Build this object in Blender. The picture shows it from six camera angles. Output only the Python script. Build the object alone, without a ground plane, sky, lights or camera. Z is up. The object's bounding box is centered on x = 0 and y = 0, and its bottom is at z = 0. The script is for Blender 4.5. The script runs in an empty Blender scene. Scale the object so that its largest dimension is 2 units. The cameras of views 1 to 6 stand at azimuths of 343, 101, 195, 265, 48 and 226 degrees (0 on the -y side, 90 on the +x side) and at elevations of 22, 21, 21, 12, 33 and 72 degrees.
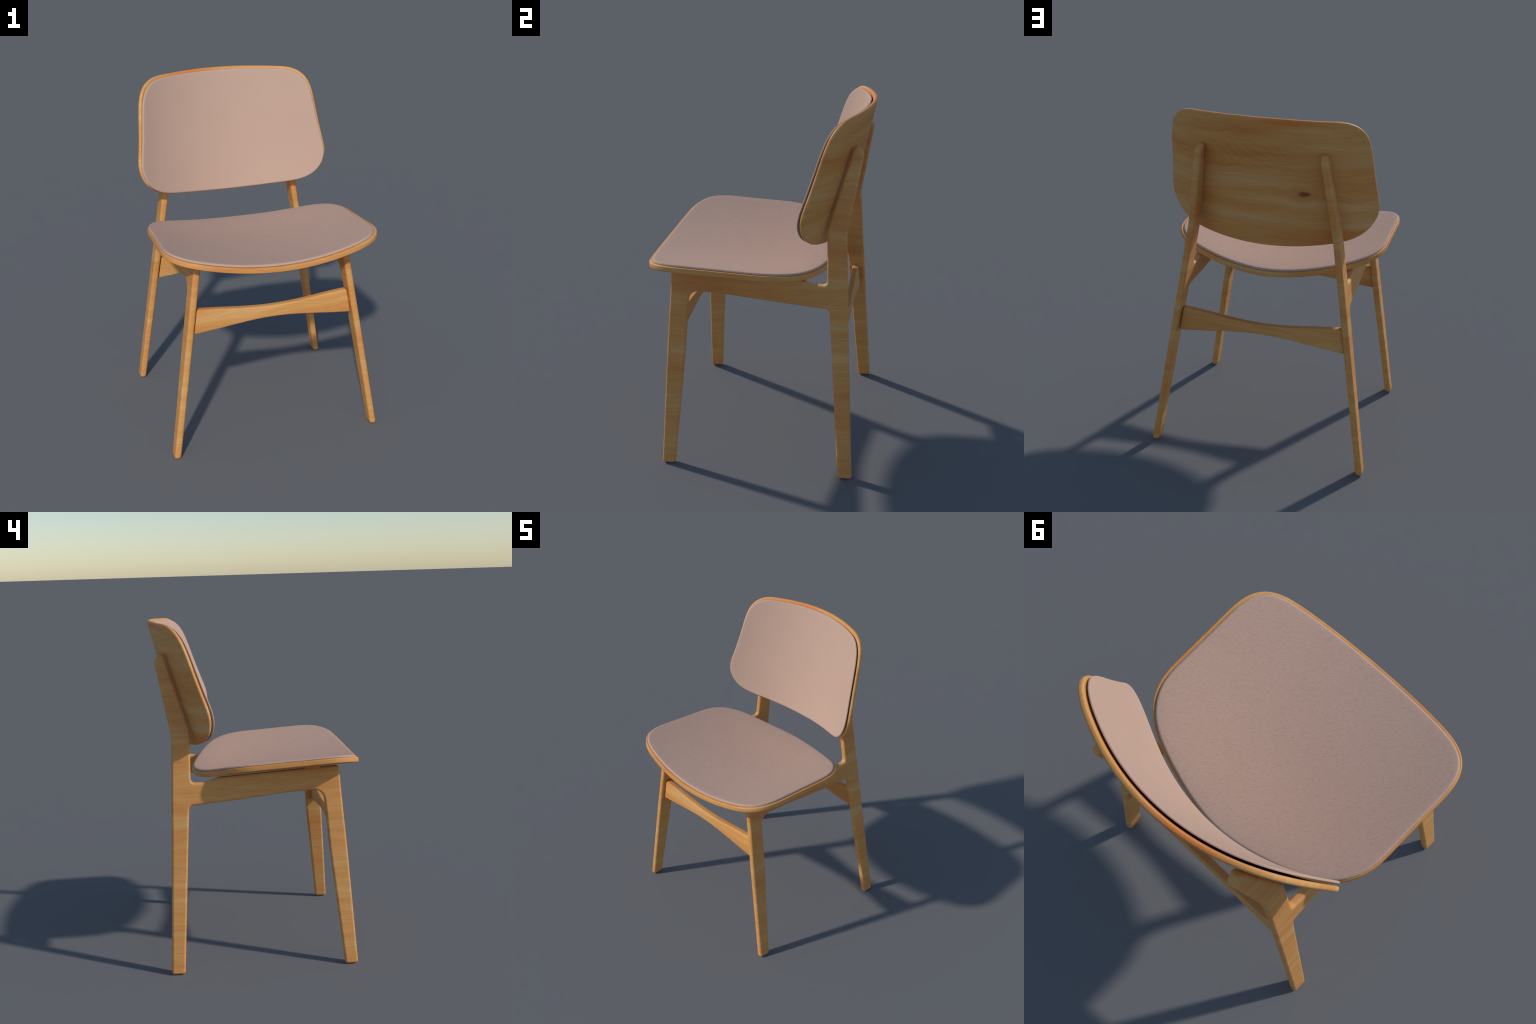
import bpy, bmesh, math
from mathutils import Vector

# ------------------------------------------------------------------ frame of reference
FRAME_X = -0.002          # the wooden frame sits a hair left of the middle,
SEAT_X = 0.013            # the seat a hair to the right
BACK_X = -0.002
LEAN = 0.1555              # side frames lean inwards: x drops by this much per metre of height
FRAME_OUT = 0.6275        # outer face of a side frame at the floor, y = 0
TOE = 0.009               # frames stand a little wider apart at the rear
FRAME_THICK = 0.039

# ------------------------------------------------------------------ materials
def nodes_of(name):
    m = bpy.data.materials.new(name)
    m.use_nodes = True
    nt = m.node_tree
    nt.nodes.clear()
    out = nt.nodes.new("ShaderNodeOutputMaterial")
    bsdf = nt.nodes.new("ShaderNodeBsdfPrincipled")
    nt.links.new(bsdf.outputs[0], out.inputs[0])
    return m, nt, bsdf

def N(nt, kind, **kw):
    n = nt.nodes.new(kind)
    for k, v in kw.items():
        setattr(n, k, v)
    return n

def srgb(r, g, b):
    def f(c):
        c /= 255.0
        return c / 12.92 if c <= 0.04045 else ((c + 0.055) / 1.055) ** 2.4
    return (f(r), f(g), f(b), 1.0)

def ramp(nt, stops, interp="LINEAR"):
    n = nt.nodes.new("ShaderNodeValToRGB")
    n.color_ramp.interpolation = interp
    els = n.color_ramp.elements
    while len(els) < len(stops):
        els.new(0.5)
    for e, (p, c) in zip(els, stops):
        e.position = p
        e.color = c
    return n

def mix(nt, a, b, fac, blend="MIX"):
    n = nt.nodes.new("ShaderNodeMix")
    n.data_type = "RGBA"
    n.blend_type = blend
    n.clamp_result = True
    for sock, val in ((n.inputs[0], fac), (n.inputs[6], a), (n.inputs[7], b)):
        if isinstance(val, bpy.types.NodeSocket):
            nt.links.new(val, sock)
        else:
            sock.default_value = val
    return n.outputs[2]

def math_node(nt, op, a, b=0.0, c=0.0):
    n = nt.nodes.new("ShaderNodeMath")
    n.operation = op
    for s, v in zip(n.inputs, (a, b, c)):
        if isinstance(v, bpy.types.NodeSocket):
            nt.links.new(v, s)
        else:
            s.default_value = v
    return n.outputs[0]

def wob2(nt, tc):
    n = N(nt, "ShaderNodeTexNoise")
    n.inputs["Scale"].default_value = 5.0
    n.inputs["Detail"].default_value = 2.0
    nt.links.new(tc.outputs["Object"], n.inputs["Vector"])
    return n.outputs["Fac"]

def wood_material(name, shift, knot=None, warp=0.055):
    """Pale oak whose grain runs level round every part; bands of tan, straw and orange."""
    m, nt, bsdf = nodes_of(name)
    L = nt.links.new
    tc = N(nt, "ShaderNodeTexCoord")
    sep = N(nt, "ShaderNodeSeparateXYZ")
    L(tc.outputs["Object"], sep.inputs[0])
    x, y, z = sep.outputs
    # wandering of the grain
    wn = N(nt, "ShaderNodeTexNoise")
    wn.inputs["Scale"].default_value = 1.0
    wn.inputs["Detail"].default_value = 2.0
    wm = N(nt, "ShaderNodeMapping")
    wm.inputs["Scale"].default_value = (2.6, 2.6, 3.2)
    wm.inputs["Location"].default_value = shift
    L(tc.outputs["Object"], wm.inputs[0])
    L(wm.outputs[0], wn.inputs["Vector"])
    zz = math_node(nt, "MULTIPLY_ADD", wn.outputs["Fac"], warp * 2.0, z)
    mask = None
    if knot:
        kx, kz = knot
        dx = math_node(nt, "DIVIDE", math_node(nt, "SUBTRACT", x, kx), 0.037)
        dz = math_node(nt, "DIVIDE", math_node(nt, "SUBTRACT", z, kz), 0.0185)
        wob = N(nt, "ShaderNodeTexNoise")
        wob.inputs["Scale"].default_value = 38.0
        L(tc.outputs["Object"], wob.inputs["Vector"])
        # the tail of the knot tapers to one side
        taper = math_node(nt, "MULTIPLY_ADD", dx, -0.35, 1.0)
        dz2 = math_node(nt, "MULTIPLY", dz, math_node(nt, "MAXIMUM", taper, 0.5))
        rad = math_node(nt, "SQRT", math_node(nt, "ADD", math_node(nt, "MULTIPLY", dx, dx),
                                              math_node(nt, "MULTIPLY", dz2, dz2)))
        rad = math_node(nt, "ADD", rad, math_node(nt, "MULTIPLY_ADD", wob.outputs["Fac"], 0.5, -0.25))
        mask = rad
        # grain is pushed aside round the knot
        push = math_node(nt, "MULTIPLY", math_node(nt, "EXPONENT", math_node(nt, "MULTIPLY", rad, -0.6)), 0.03)
        zz = math_node(nt, "MULTIPLY_ADD", math_node(nt, "SIGN", dz), math_node(nt, "MULTIPLY", push, -1.0), zz)
    comb = N(nt, "ShaderNodeCombineXYZ")
    L(x, comb.inputs[0]); L(y, comb.inputs[1]); L(zz, comb.inputs[2])

    def streak(sx, sz, detail, off, rough=0.55):
        mp = N(nt, "ShaderNodeMapping")
        mp.inputs["Scale"].default_value = (sx, sx, sz)
        mp.inputs["Location"].default_value = (shift[0] + off, shift[1] - off, shift[2] + off * 3)
        L(comb.outputs[0], mp.inputs[0])
        n = N(nt, "ShaderNodeTexNoise")
        n.inputs["Scale"].default_value = 1.0
        n.inputs["Detail"].default_value = detail
        n.inputs["Roughness"].default_value = rough
        L(mp.outputs[0], n.inputs["Vector"])
        return n.outputs["Fac"]

    broad = streak(0.9, 12.0, 3.0, 0.0)
    r1 = ramp(nt, [(0.24, srgb(215, 140, 75)), (0.44, srgb(223, 156, 87)),
                   (0.56, srgb(225, 165, 97)), (0.76, srgb(231, 184, 127))])
    L(broad, r1.inputs[0])
    mid = streak(2.2, 34.0, 3.0, 3.7, 0.6)
    r2 = ramp(nt, [(0.30, (0.90, 0.84, 0.77, 1)), (0.5, (0.97, 0.95, 0.92, 1)), (0.7, (1.06, 1.07, 1.08, 1))])
    L(mid, r2.inputs[0])
    col = mix(nt, r1.outputs[0], r2.outputs[0], 0.55, "MULTIPLY")
    fine = streak(6.0, 170.0, 3.0, 9.1, 0.7)
    r3 = ramp(nt, [(0.36, (0.80, 0.74, 0.66, 1)), (0.52, (1, 1, 1, 1))])
    L(fine, r3.inputs[0])
    col = mix(nt, col, r3.outputs[0], 0.48, "MULTIPLY")
    if mask is not None:
        # flame figure: slanting strokes in the upper middle of the sheet
        def spot(cx, cz, rx, rz, soft=1.0):
            a = math_node(nt, "DIVIDE", math_node(nt, "SUBTRACT", x, cx), rx)
            b = math_node(nt, "DIVIDE", math_node(nt, "SUBTRACT", z, cz), rz)
            q = math_node(nt, "ADD", math_node(nt, "MULTIPLY", a, a), math_node(nt, "MULTIPLY", b, b))
            return math_node(nt, "EXPONENT", math_node(nt, "MULTIPLY", q, -soft))
        ph = math_node(nt, "ADD", math_node(nt, "MULTIPLY", x, -95.0), math_node(nt, "MULTIPLY", zz, 150.0))
        ph = math_node(nt, "ADD", ph, math_node(nt, "MULTIPLY", wob2(nt, tc), 16.0))
        saw = math_node(nt, "FRACT", math_node(nt, "MULTIPLY", ph, 0.159))
        flame = math_node(nt, "MULTIPLY", saw, spot(0.06, 1.80, 0.24, 0.085))
        col = mix(nt, col, (0.80, 0.70, 0.58, 1), math_node(nt, "MULTIPLY", flame, 0.55), "MULTIPLY")
        # strongly coloured streak along the top edge
        col = mix(nt, col, srgb(226, 122, 50), math_node(nt, "MULTIPLY", spot(-0.15, 1.985, 0.17, 0.03), 0.75))
        col = mix(nt, col, srgb(206, 122, 50), math_node(nt, "MULTIPLY", spot(0.07, 1.925, 0.16, 0.035), 0.6))
        halo = math_node(nt, "SUBTRACT", 1.0, math_node(nt, "MULTIPLY", mask, 0.42))
        halo = math_node(nt, "MULTIPLY", math_node(nt, "MAXIMUM", halo, 0.0), 0.5)
        col = mix(nt, col, srgb(188, 124, 62), halo)
        rk = ramp(nt, [(0.55, (1, 1, 1, 1)), (1.15, (0, 0, 0, 1))])
        L(mask, rk.inputs[0])
        col = mix(nt, col, srgb(150, 88, 46), rk.outputs[0])
    L(col, bsdf.inputs["Base Color"])
    bsdf.inputs["Roughness"].default_value = 0.55
    bsdf.inputs["Specular IOR Level"].default_value = 0.35
    bump = N(nt, "ShaderNodeBump")
    bump.inputs["Strength"].default_value = 0.06
    bump.inputs["Distance"].default_value = 0.002
    L(fine, bump.inputs["Height"])
    L(bump.outputs[0], bsdf.inputs["Normal"])
    return m

def fabric_material(name, weave):
    """Dusty rose felt: fine short threads, faint cloudy tone."""
    m, nt, bsdf = nodes_of(name)
    L = nt.links.new
    tc = N(nt, "ShaderNodeTexCoord")
    def noise(scale, detail, mscale, rough=0.5):
        mp = N(nt, "ShaderNodeMapping")
        mp.vector_type = "TEXTURE"
        mp.inputs["Scale"].default_value = mscale
        mp.inputs["Rotation"].default_value = (0, 0, math.radians(45))
        L(tc.outputs["Object"], mp.inputs[0])
        n = N(nt, "ShaderNodeTexNoise")
        n.inputs["Scale"].default_value = scale
        n.inputs["Detail"].default_value = detail
        n.inputs["Roughness"].default_value = rough
        L(mp.outputs[0], n.inputs["Vector"])
        return n.outputs["Fac"]
    cloud = noise(3.0, 3.0, (1, 1, 1))
    r = ramp(nt, [(0.3, srgb(198, 165, 146)), (0.7, srgb(200, 167, 148))])
    L(cloud, r.inputs[0])
    thread = noise(135.0, 3.0, (2.4, 0.75, 1.0), 0.7)
    r2 = ramp(nt, [(0.30, (0.84, 0.82, 0.82, 1)), (0.48, (1, 1, 1, 1)), (0.75, (1.05, 1.05, 1.05, 1))])
    L(thread, r2.inputs[0])
    col = mix(nt, r.outputs[0], r2.outputs[0], 0.75 * weave, "MULTIPLY")
    L(col, bsdf.inputs["Base Color"])
    bsdf.inputs["Roughness"].default_value = 0.92
    bsdf.inputs["Specular IOR Level"].default_value = 0.15
    bump = N(nt, "ShaderNodeBump")
    bump.inputs["Strength"].default_value = 0.35 * weave
    bump.inputs["Distance"].default_value = 0.003
    L(thread, bump.inputs["Height"])
    L(bump.outputs[0], bsdf.inputs["Normal"])
    return m

WOOD_FRAME = wood_material("oak_frame", (0.0, 0.0, 0.0))
WOOD_SEAT = wood_material("oak_seat_plywood", (4.3, 1.7, 2.2))
WOOD_BACK = wood_material("oak_back_plywood", (7.9, 3.3, 5.1), knot=(-0.223, 1.589), warp=0.055)
WOOD_BAR = wood_material("oak_stretcher", (2.1, 6.4, 8.8))
FABRIC_SEAT = fabric_material("rose_felt_seat", 1.0)
FABRIC_BACK = fabric_material("rose_felt_back", 0.35)

# ------------------------------------------------------------------ helpers
def obj_from(name, verts, faces, mat, parent, smooth_angle=40.0):
    me = bpy.data.meshes.new(name)
    me.from_pydata(verts, [], faces)
    bm = bmesh.new()
    bm.from_mesh(me)
    bmesh.ops.recalc_face_normals(bm, faces=bm.faces)
    for f in bm.faces:
        f.smooth = True
    for e in bm.edges:
        if len(e.link_faces) == 2 and e.calc_face_angle(0.0) > math.radians(smooth_angle):
            e.smooth = False
    bm.to_mesh(me)
    bm.free()
    me.materials.append(mat)
    ob = bpy.data.objects.new(name, me)
    bpy.context.scene.collection.objects.link(ob)
    ob.parent = parent
    return ob

def fillet_polygon(pts, seg=7):
    """pts: (u, v, radius) corners -> closed polyline with rounded corners."""
    out = []
    n = len(pts)
    for i in range(n):
        p = Vector(pts[i][:2]); r = pts[i][2]
        a = Vector(pts[i - 1][:2]) - p
        b = Vector(pts[(i + 1) % n][:2]) - p
        la, lb = a.length, b.length
        a.normalize(); b.normalize()
        ang = a.angle(b)
        if r <= 0 or ang > math.radians(179.5):
            out.append(p); continue
        d = min(r / math.tan(ang / 2), la * 0.48, lb * 0.48)
        s, e = p + a * d, p + b * d
        for k in range(seg + 1):
            t = k / seg
            # quadratic arc through the corner's tangents, weighted to be near circular
            w = math.sin(ang / 2)
            q = (s * (1 - t) ** 2 + p * (2 * t * (1 - t) * w) + e * t * t) / ((1 - t) ** 2 + 2 * t * (1 - t) * w + t * t)
            out.append(q)
    return out

def offset_loop(loop, d):
    """Move a closed 2D loop inwards by d along mitred normals."""
    n = len(loop)
    area = sum(loop[i].x * loop[(i + 1) % n].y - loop[(i + 1) % n].x * loop[i].y for i in range(n))
    sgn = 1.0 if area > 0 else -1.0
    res = []
    for i in range(n):
        t1 = (loop[i] - loop[i - 1]).normalized()
        t2 = (loop[(i + 1) % n] - loop[i]).normalized()
        n1 = Vector((-t1.y, t1.x)) * sgn
        n2 = Vector((-t2.y, t2.x)) * sgn
        m = (n1 + n2).normalized()
        res.append(loop[i] + m * (d / max(m.dot(n1), 0.4)))
    return res

def slab(loop, half, rad, place, steps=5):
    """Rounded-edge slab: outline loop, thickness 2*half, edge radius rad; place(u, v, w) -> xyz."""
    rings = []
    for k in range(steps + 1):
        a = math.pi / 2 * k / steps
        rings.append((rad * (1 - math.sin(a)), half - rad + rad * math.cos(a)))
    rings = rings + [(o, -w) for o, w in reversed(rings)]
    verts, faces = [], []
    n = len(loop)
    for o, w in rings:
        for p in offset_loop(loop, o):
            verts.append(place(p.x, p.y, w))
    for k in range(len(rings) - 1):
        for i in range(n):
            j = (i + 1) % n
            faces.append((k * n + i, k * n + j, (k + 1) * n + j, (k + 1) * n + i))
    faces.append(tuple(range(n)))
    base = (len(rings) - 1) * n
    faces.append(tuple(base + i for i in range(n)))
    return verts, faces

# ------------------------------------------------------------------ the chair
chair = bpy.data.objects.new("upholstered_chair", None)
bpy.context.scene.collection.objects.link(chair)
chair["label"] = "oak dining chair with dusty rose upholstered seat and curved back"
chair["category"] = "chair"

# ---- side frames: front leg, seat rail, rear leg and back post cut in one flowing outline (y, z, corner radius)
PROFILE = [
    (-0.4555, 1.1505, 0.0165),
    (-0.4660, 0.9700, 0.0), (-0.4870, 0.6750, 0.0), (-0.5262, 0.0000, 0.0165),
    (-0.4515, 0.0000, 0.0165), (-0.3830, 0.6820, 0.30), (-0.3700, 0.8900, 0.40),
    (-0.3580, 1.0200, 0.062), (-0.1570, 1.0095, 0.0), (0.1670, 0.9785, 0.0),
    (0.4140, 0.9590, 0.026), (0.4230, 0.8500, 0.50), (0.4360, 0.6540, 0.0),
    (0.4795, 0.0000, 0.0165), (0.5570, 0.0000, 0.0165),
    (0.5280, 0.6590, 0.0), (0.5150, 0.9710, 0.60), (0.5000, 1.3550, 0.10),
    (0.5790, 1.7850, 0.026), (0.5325, 1.8395, 0.0165),
    (0.3955, 1.3880, 0.10), (0.4010, 1.0880, 0.024), (0.3270, 1.0880, 0.12),
    (0.2420, 1.1145, 0.08), (0.0060, 1.1265, 0.0), (-0.2460, 1.1410, 0.0),
]
loop = fillet_polygon(PROFILE)

def split_frame(side):
    half = FRAME_THICK / 2
    def place(y, z, w):
        if z < 0.02:      # the feet are rounded under
            w *= 0.58 + 0.42 * math.sqrt(max(0.0, 1 - (1 - max(z, 0.0) / 0.02) ** 2))
        return (FRAME_X + side * (FRAME_OUT - half - LEAN * z + TOE * y + w), y * 1.005 + 0.0003, z)
    verts, faces = slab(loop, half, 0.0135, place)
    me = bpy.data.meshes.new("frame_work")
    me.from_pydata(verts, [], faces)
    bm = bmesh.new()
    bm.from_mesh(me)
    bmesh.ops.recalc_face_normals(bm, faces=bm.faces)
    def cut(co, no, test):
        geo = [f for f in bm.faces if test(f)]
        es = {e for f in geo for e in f.edges}
        vs = {v for f in geo for v in f.verts}
        bmesh.ops.bisect_plane(bm, geom=list(vs) + list(es) + geo, plane_co=co, plane_no=no)
    cut((0, -0.300, 0), (0, 1, 0), lambda f: True)
    cut((0, 0.4045, 0), (0, 1, 0), lambda f: True)
    cut((0, 0, 1.024), (0, 0, 1), lambda f: f.calc_center_median().y > 0.4)
    bm.normal_update()
    # one set of vertex normals for the whole frame: flat faces rule, edges are rounded
    vn = {}
    for v in bm.verts:
        s = Vector((0, 0, 0))
        for f in v.link_faces:
            s += f.normal * f.calc_area()
        vn[v.index] = s.normalized()
    bm.verts.ensure_lookup_table()
    def region(f):
        c = f.calc_center_median()
        ys = [v.co.y for v in f.verts]
        if max(ys) <= -0.300 + 1e-5:
            return "front"
        if min(ys) >= 0.4045 - 1e-5:
            return "rear" if c.z < 1.024 else "post"
        return "rail"
    bm.verts.index_update()
    vn = {}
    for v in bm.verts:
        s = Vector((0, 0, 0))
        for f in v.link_faces:
            s += f.normal * f.calc_area()
        vn[v.index] = s.normalized()
    groups = {"front": [], "rear": [], "post": [], "rail": []}
    for f in bm.faces:
        groups[region(f)].append([v.index for v in f.verts])
    co = [v.co.copy() for v in bm.verts]
    for key, fl in groups.items():
        used = sorted({i for f in fl for i in f})
        idx = {o: n for n, o in enumerate(used)}
        name = {"front": "leg", "rear": "leg", "post": "back_post", "rail": "seat_rail"}[key]
        m2 = bpy.data.meshes.new(name)
        m2.from_pydata([co[i] for i in used], [], [[idx[i] for i in f] for f in fl])
        m2.polygons.foreach_set("use_smooth", [True] * len(m2.polygons))
        m2.normals_split_custom_set_from_vertices([vn[i] for i in used])
        m2.materials.append(WOOD_FRAME)
        ob = bpy.data.objects.new(name, m2)
        bpy.context.scene.collection.objects.link(ob)
        ob.parent = chair
    bm.free()
    bpy.data.meshes.remove(me)

for side in (1, -1):
    split_frame(side)

# ---- stretchers between the legs: waisted boards, thinner in the middle
def stretcher(y_mid, z_top, z_bot, tilt, sag_top, rise_bot, thick):
    z_ref = (z_top + z_bot) / 2
    inner = FRAME_OUT - FRAME_THICK - 0.0060 + TOE * y_mid
    stations = [-1.0, -0.997, -0.99, -0.975] + [-0.95 + 1.9 * k / 30 for k in range(31)] + [0.975, 0.99, 0.997, 1.0]
    pull = {-1.0: 0.009, -0.997: 0.0045, -0.99: 0.0015, 1.0: 0.009, 0.997: 0.0045, 0.99: 0.0015}
    rad, arc = 0.009, 5
    verts, faces = [], []
    for s in stations:
        shape = 0.5 * (1 + math.cos(math.pi * s)) * 0.55 + 0.45 * (1 - s * s)
        p = pull.get(s, 0.0)
        zt = z_top - sag_top * shape - p
        zb = z_bot + rise_bot * shape + p * 0.5
        h = thick / 2 - p * 0.35
        for cy, cz, a0 in ((1, 1, 0), (-1, 1, 90), (-1, -1, 180), (1, -1, 270)):
            for k in range(arc + 1):
                a = math.radians(a0 + 90 * k / arc)
                y = cy * (h - rad) + rad * math.cos(a)
                z = (zt - rad if cz > 0 else zb + rad) + rad * math.sin(a)
                verts.append((FRAME_X + s * (inner - LEAN * z), y_mid + tilt * (z - z_ref) + y, z))
    n = 4 * (arc + 1)
    for q in range(len(stations) - 1):
        for k in range(n):
            m = (k + 1) % n
            faces.append((q * n + k, q * n + m, (q + 1) * n + m, (q + 1) * n + k))
    faces.append(tuple(range(n)))
    faces.append(tuple((len(stations) - 1) * n + k for k in range(n)))
    return obj_from("stretcher", verts, faces, WOOD_BAR, chair)

stretcher(-0.437, 0.881, 0.738, 0.06, 0.034, 0.040, 0.040)
stretcher(0.472, 0.851, 0.710, -0.05, 0.041, 0.042, 0.040)

# pegs that carry the stretchers in the legs
def peg(x0, x1, y, z, r):
    v, f = [], []
    n = 14
    for x in (x0, x1):
        for k in range(n):
            a = 2 * math.pi * k / n
            v.append((x, y + r * math.cos(a), z + r * math.sin(a)))
    for k in range(n):
        f.append((k, (k + 1) % n, n + (k + 1) % n, n + k))
    f.append(tuple(range(n))); f.append(tuple(range(n, 2 * n)))
    obj_from("peg", v, f, WOOD_BAR, chair)

for y, z in ((-0.437, 0.809), (0.472, 0.780)):
    for side in (1, -1):
        xm = side * (FRAME_OUT - FRAME_THICK - LEAN * z + TOE * y) + FRAME_X
        peg(xm - 0.02, xm + 0.02, y, z, 0.007)

# ---- curved sheets: an outline in surface coordinates, lofted over a curved surface
def periodic_curve(half, count):
    """half: outline of the +x side from the first to the last axis point -> smooth closed loop."""
    full = [Vector(p) for p in half] + [Vector((-p[0], p[1])) for p in reversed(half[1:-1])]
    n = len(full)
    dense = []
    for i in range(n):
        p0, p1, p2, p3 = full[i - 1], full[i], full[(i + 1) % n], full[(i + 2) % n]
        d1 = max((p2 - p1).length, 1e-6) ** 0.5
        d0 = max((p1 - p0).length, 1e-6) ** 0.5
        d2 = max((p3 - p2).length, 1e-6) ** 0.5
        m1 = ((p1 - p0) / d0 - (p2 - p0) / (d0 + d1) + (p2 - p1) / d1) * d1
        m2 = ((p2 - p1) / d1 - (p3 - p1) / (d1 + d2) + (p3 - p2) / d2) * d1
        for k in range(12):
            t = k / 12
            dense.append(p1 * (2 * t ** 3 - 3 * t * t + 1) + m1 * (t ** 3 - 2 * t * t + t)
                         + p2 * (-2 * t ** 3 + 3 * t * t) + m2 * (t ** 3 - t * t))
    # even spacing
    L = [0.0]
    for i in range(len(dense)):
        L.append(L[-1] + (dense[(i + 1) % len(dense)] - dense[i]).length)
    res, j = [], 0
    for k in range(count):
        s = L[-1] * k / count
        while L[j + 1] < s:
            j += 1
        t = (s - L[j]) / (L[j + 1] - L[j])
        res.append(dense[j].lerp(dense[(j + 1) % len(dense)], t))
    # light smoothing keeps the sweep of the outline even
    for _ in range(6):
        res = [(res[i - 1] + res[i] * 2 + res[(i + 1) % count]) / 4 for i in range(count)]
    return res

def sheet(name, loop, surface, lo, hi, r_lo, r_hi, mat, crown=0.0, rings=22, steps=6, rim=None):
    """Closed sheet between surface offsets lo and hi with rounded rim radii."""
    n = len(loop)
    c = Vector((sum(p.x for p in loop) / n, sum(p.y for p in loop) / n))
    verts, faces = [], []
    levels = []
    def push(pts, off):
        levels.append([(p, off) for p in pts])
    # upper skin from the middle out
    rim = rim or r_hi
    top_edge = offset_loop(loop, rim)
    for k in range(1, rings + 1):
        f = k / rings
        push([c.lerp(p, f) for p in top_edge], hi + crown * (1 - f ** 4))
    for k in range(1, steps + 1):
        a = math.pi / 2 * k / steps
        push(offset_loop(loop, rim * (1 - math.sin(a))), hi - r_hi * (1 - math.cos(a)))
    for k in range(0, steps + 1):
        a = math.pi / 2 * k / steps
        push(offset_loop(loop, r_lo * (1 - math.cos(a))), lo + r_lo * (1 - math.sin(a)))
    low_edge = offset_loop(loop, r_lo)
    for k in range(rings - 1, 0, -1):
        f = k / rings
        push([c.lerp(p, f) for p in low_edge], lo)
    for lev in levels:
        for p, off in lev:
            verts.append(surface(p.x, p.y, off))
    for k in range(len(levels) - 1):
        for i in range(n):
            j = (i + 1) % n
            faces.append((k * n + i, k * n + j, (k + 1) * n + j, (k + 1) * n + i))
    a = len(verts); verts.append(surface(c.x, c.y, hi + crown))
    b = len(verts); verts.append(surface(c.x, c.y, lo))
    last = (len(levels) - 1) * n
    for i in range(n):
        j = (i + 1) % n
        faces.append((a, j, i))
        faces.append((b, last + i, last + j))
    return obj_from(name, verts, faces, mat, chair, 50.0)

# seat: dished across, falling slightly to the rear; offsets are measured upwards along its normal
def seat_surface(x, y, off):
    z = 1.1073 - 0.060 * y + 0.2755 * x * x - 0.066 * x ** 4 + 0.016 * x * x * y - 0.003 * x + 0.03 * max(y, 0.0) ** 2
    dx = 0.551 * x - 0.264 * x ** 3 + 0.032 * x * y
    dy = -0.060 + 0.016 * x * x + 0.06 * max(y, 0.0)
    nv = Vector((-dx, -dy, 1.0)).normalized() * off
    # rim faces stay upright: shift sideways only half of what the normal asks
    return (SEAT_X + x + nv.x * 0.5, y + nv.y, z + nv.z)

SEAT_HALF = [(0, -0.614), (0.106, -0.611), (0.219, -0.604), (0.348, -0.588), (0.422, -0.575),
             (0.500, -0.553), (0.564, -0.513), (0.602, -0.450), (0.615, -0.376), (0.614, -0.265),
             (0.612, -0.130), (0.611, -0.030), (0.609, 0.045), (0.597, 0.110), (0.567, 0.173),
             (0.521, 0.227), (0.461, 0.269), (0.394, 0.298), (0.335, 0.320), (0.273, 0.338),
             (0.218, 0.353), (0.108, 0.375), (0, 0.384)]
seat_loop = offset_loop(periodic_curve(SEAT_HALF, 220), -0.003)
sheet("seat_panel", seat_loop, seat_surface, -0.0305, 0.0, 0.005, 0.006, WOOD_SEAT)
pad_loop = [Vector((p.x - 0.006, p.y + 0.004)) for p in offset_loop(seat_loop, 0.0115)]
sheet("seat_cushion", pad_loop, seat_surface, 0.0012, 0.0135, 0.002, 0.0095, FABRIC_SEAT, rim=0.012)

# backrest: bent across, tilted back; offsets are measured forwards along its normal
TILT = 0.2365
def back_surface(x, h, off):
    g = -(0.532 * x * x + 0.094 * x ** 4 - 0.031 * x * x * h)
    dgx = -(1.064 * x + 0.376 * x ** 3 - 0.062 * x * h)
    dgh = 0.031 * x * x
    # local normal facing forward: (dg/dx, dg/dh, -1)
    nv = Vector((dgx, dgh, -1.0)).normalized() * off
    x, h, g = x + nv.x, h + nv.y, g + nv.z
    return (BACK_X + x, 0.5363 + math.sin(TILT) * h + math.cos(TILT) * g,
            1.65 + math.cos(TILT) * h - math.sin(TILT) * g)

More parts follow.
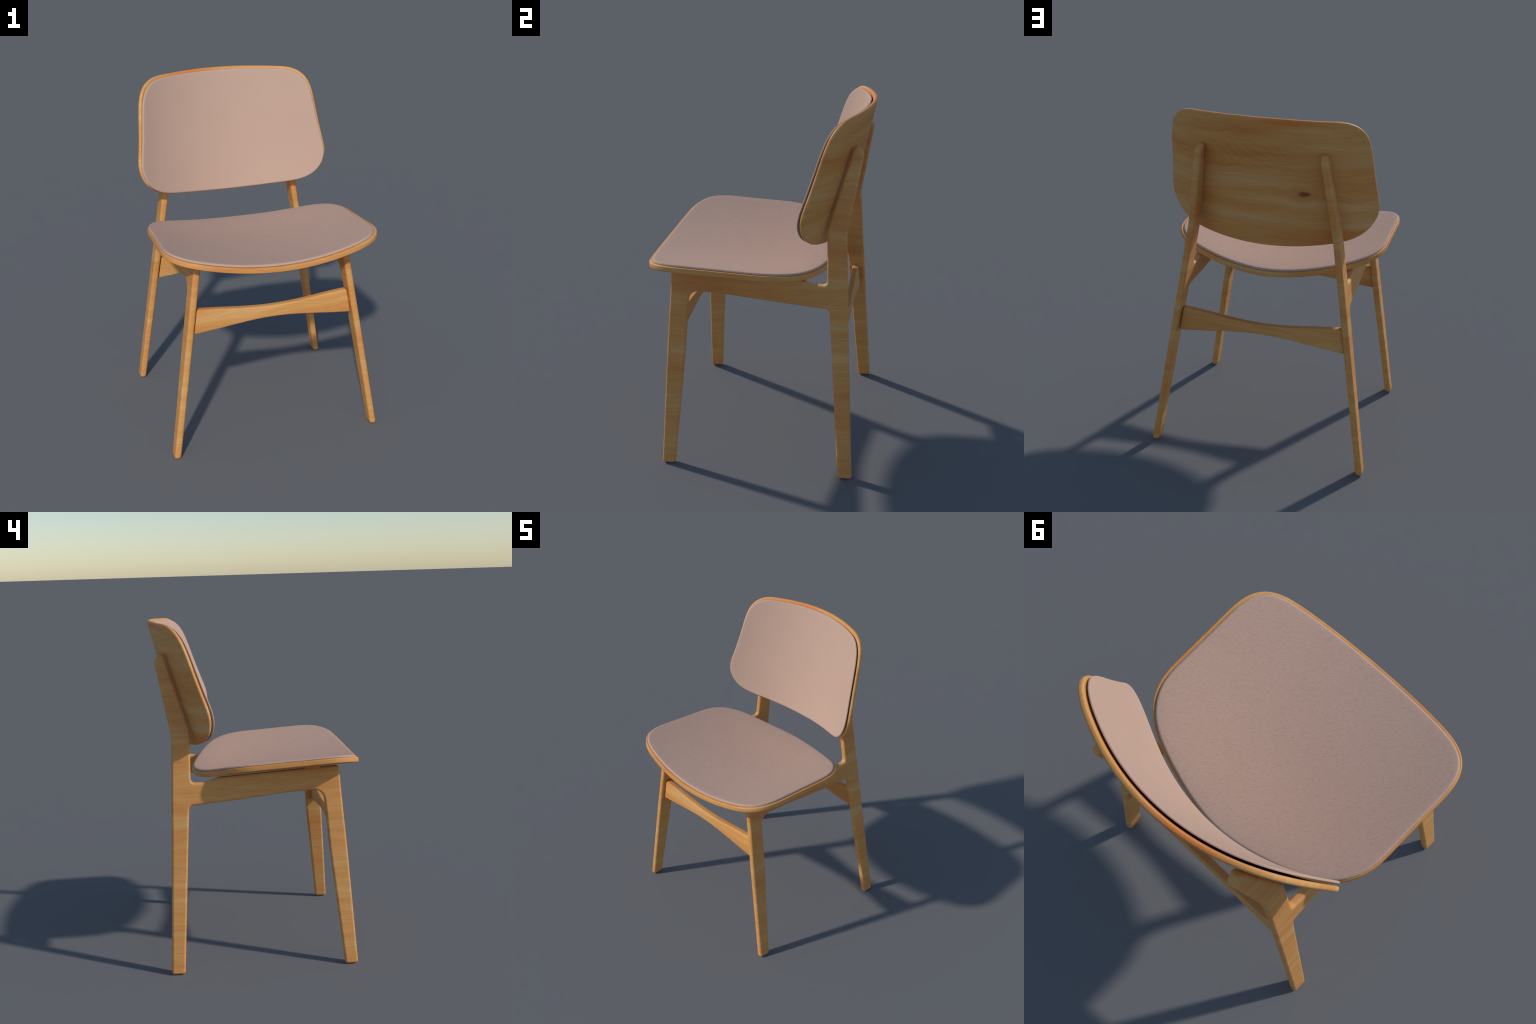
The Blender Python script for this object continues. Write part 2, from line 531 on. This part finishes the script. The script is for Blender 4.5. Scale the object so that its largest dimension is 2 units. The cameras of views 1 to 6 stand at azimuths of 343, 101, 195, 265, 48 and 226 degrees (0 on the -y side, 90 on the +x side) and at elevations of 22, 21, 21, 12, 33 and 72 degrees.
BACK_HALF = [(0, 0.352), (0.097, 0.351), (0.205, 0.344), (0.293, 0.336), (0.348, 0.329),
             (0.406, 0.322), (0.459, 0.304), (0.500, 0.270), (0.527, 0.226), (0.540, 0.175),
             (0.548, 0.124), (0.558, 0.025), (0.570, -0.077), (0.578, -0.132), (0.586, -0.191),
             (0.580, -0.248), (0.556, -0.299), (0.517, -0.340), (0.463, -0.367), (0.396, -0.379),
             (0.280, -0.386), (0.146, -0.391), (0, -0.393)]
back_loop = offset_loop(periodic_curve(BACK_HALF, 220), -0.004)
sheet("backrest_panel", back_loop, back_surface, 0.0, 0.023, 0.009, 0.009, WOOD_BACK)
back_pad_loop = [Vector((p.x * (1.011 - 0.024 * p.y), p.y - (0.002 + 0.020 * p.y if p.y > 0 else 0.002 - 0.010 * p.y))) for p in offset_loop(back_loop, 0.009)]
sheet("backrest_cushion", back_pad_loop, back_surface, 0.032, 0.0422, 0.002, 0.0065, FABRIC_BACK, rim=0.009)

# ---- hidden spacers: under the seat on the rails, and between backrest sheet and cushion
def block(name, x0, x1, y0, y1, z0, z1, mat):
    lp = fillet_polygon([(x0, y0, 0.004), (x1, y0, 0.004), (x1, y1, 0.004), (x0, y1, 0.004)], 4)
    zc, hz = (z0 + z1) / 2, (z1 - z0) / 2
    v, f = slab(lp, hz, 0.002, lambda a, b, w: (a, b, zc + w), 2)
    return obj_from(name, v, f, mat, chair)

for side in (1, -1):
    xi = FRAME_X + side * (FRAME_OUT - FRAME_THICK / 2 - LEAN * 1.145)
    block("seat_spacer", min(xi - 0.012, xi + 0.012), max(xi - 0.012, xi + 0.012), -0.345, -0.255, 1.130, 1.158, WOOD_SEAT)

def stud(x, h, r, lo, hi):
    n = 18
    v, f = [], []
    for off in (lo, hi):
        for k in range(n):
            a = 2 * math.pi * k / n
            v.append(back_surface(x + r * math.cos(a), h + r * math.sin(a), off))
    for k in range(n):
        f.append((k, (k + 1) % n, n + (k + 1) % n, n + k))
    f.append(tuple(range(n))); f.append(tuple(range(n, 2 * n)))
    obj_from("cushion_stud", v, f, WOOD_BACK, chair)

for sx in (-0.28, 0.28):
    for sh in (-0.18, 0.15):
        stud(sx, sh, 0.022, 0.018, 0.038)
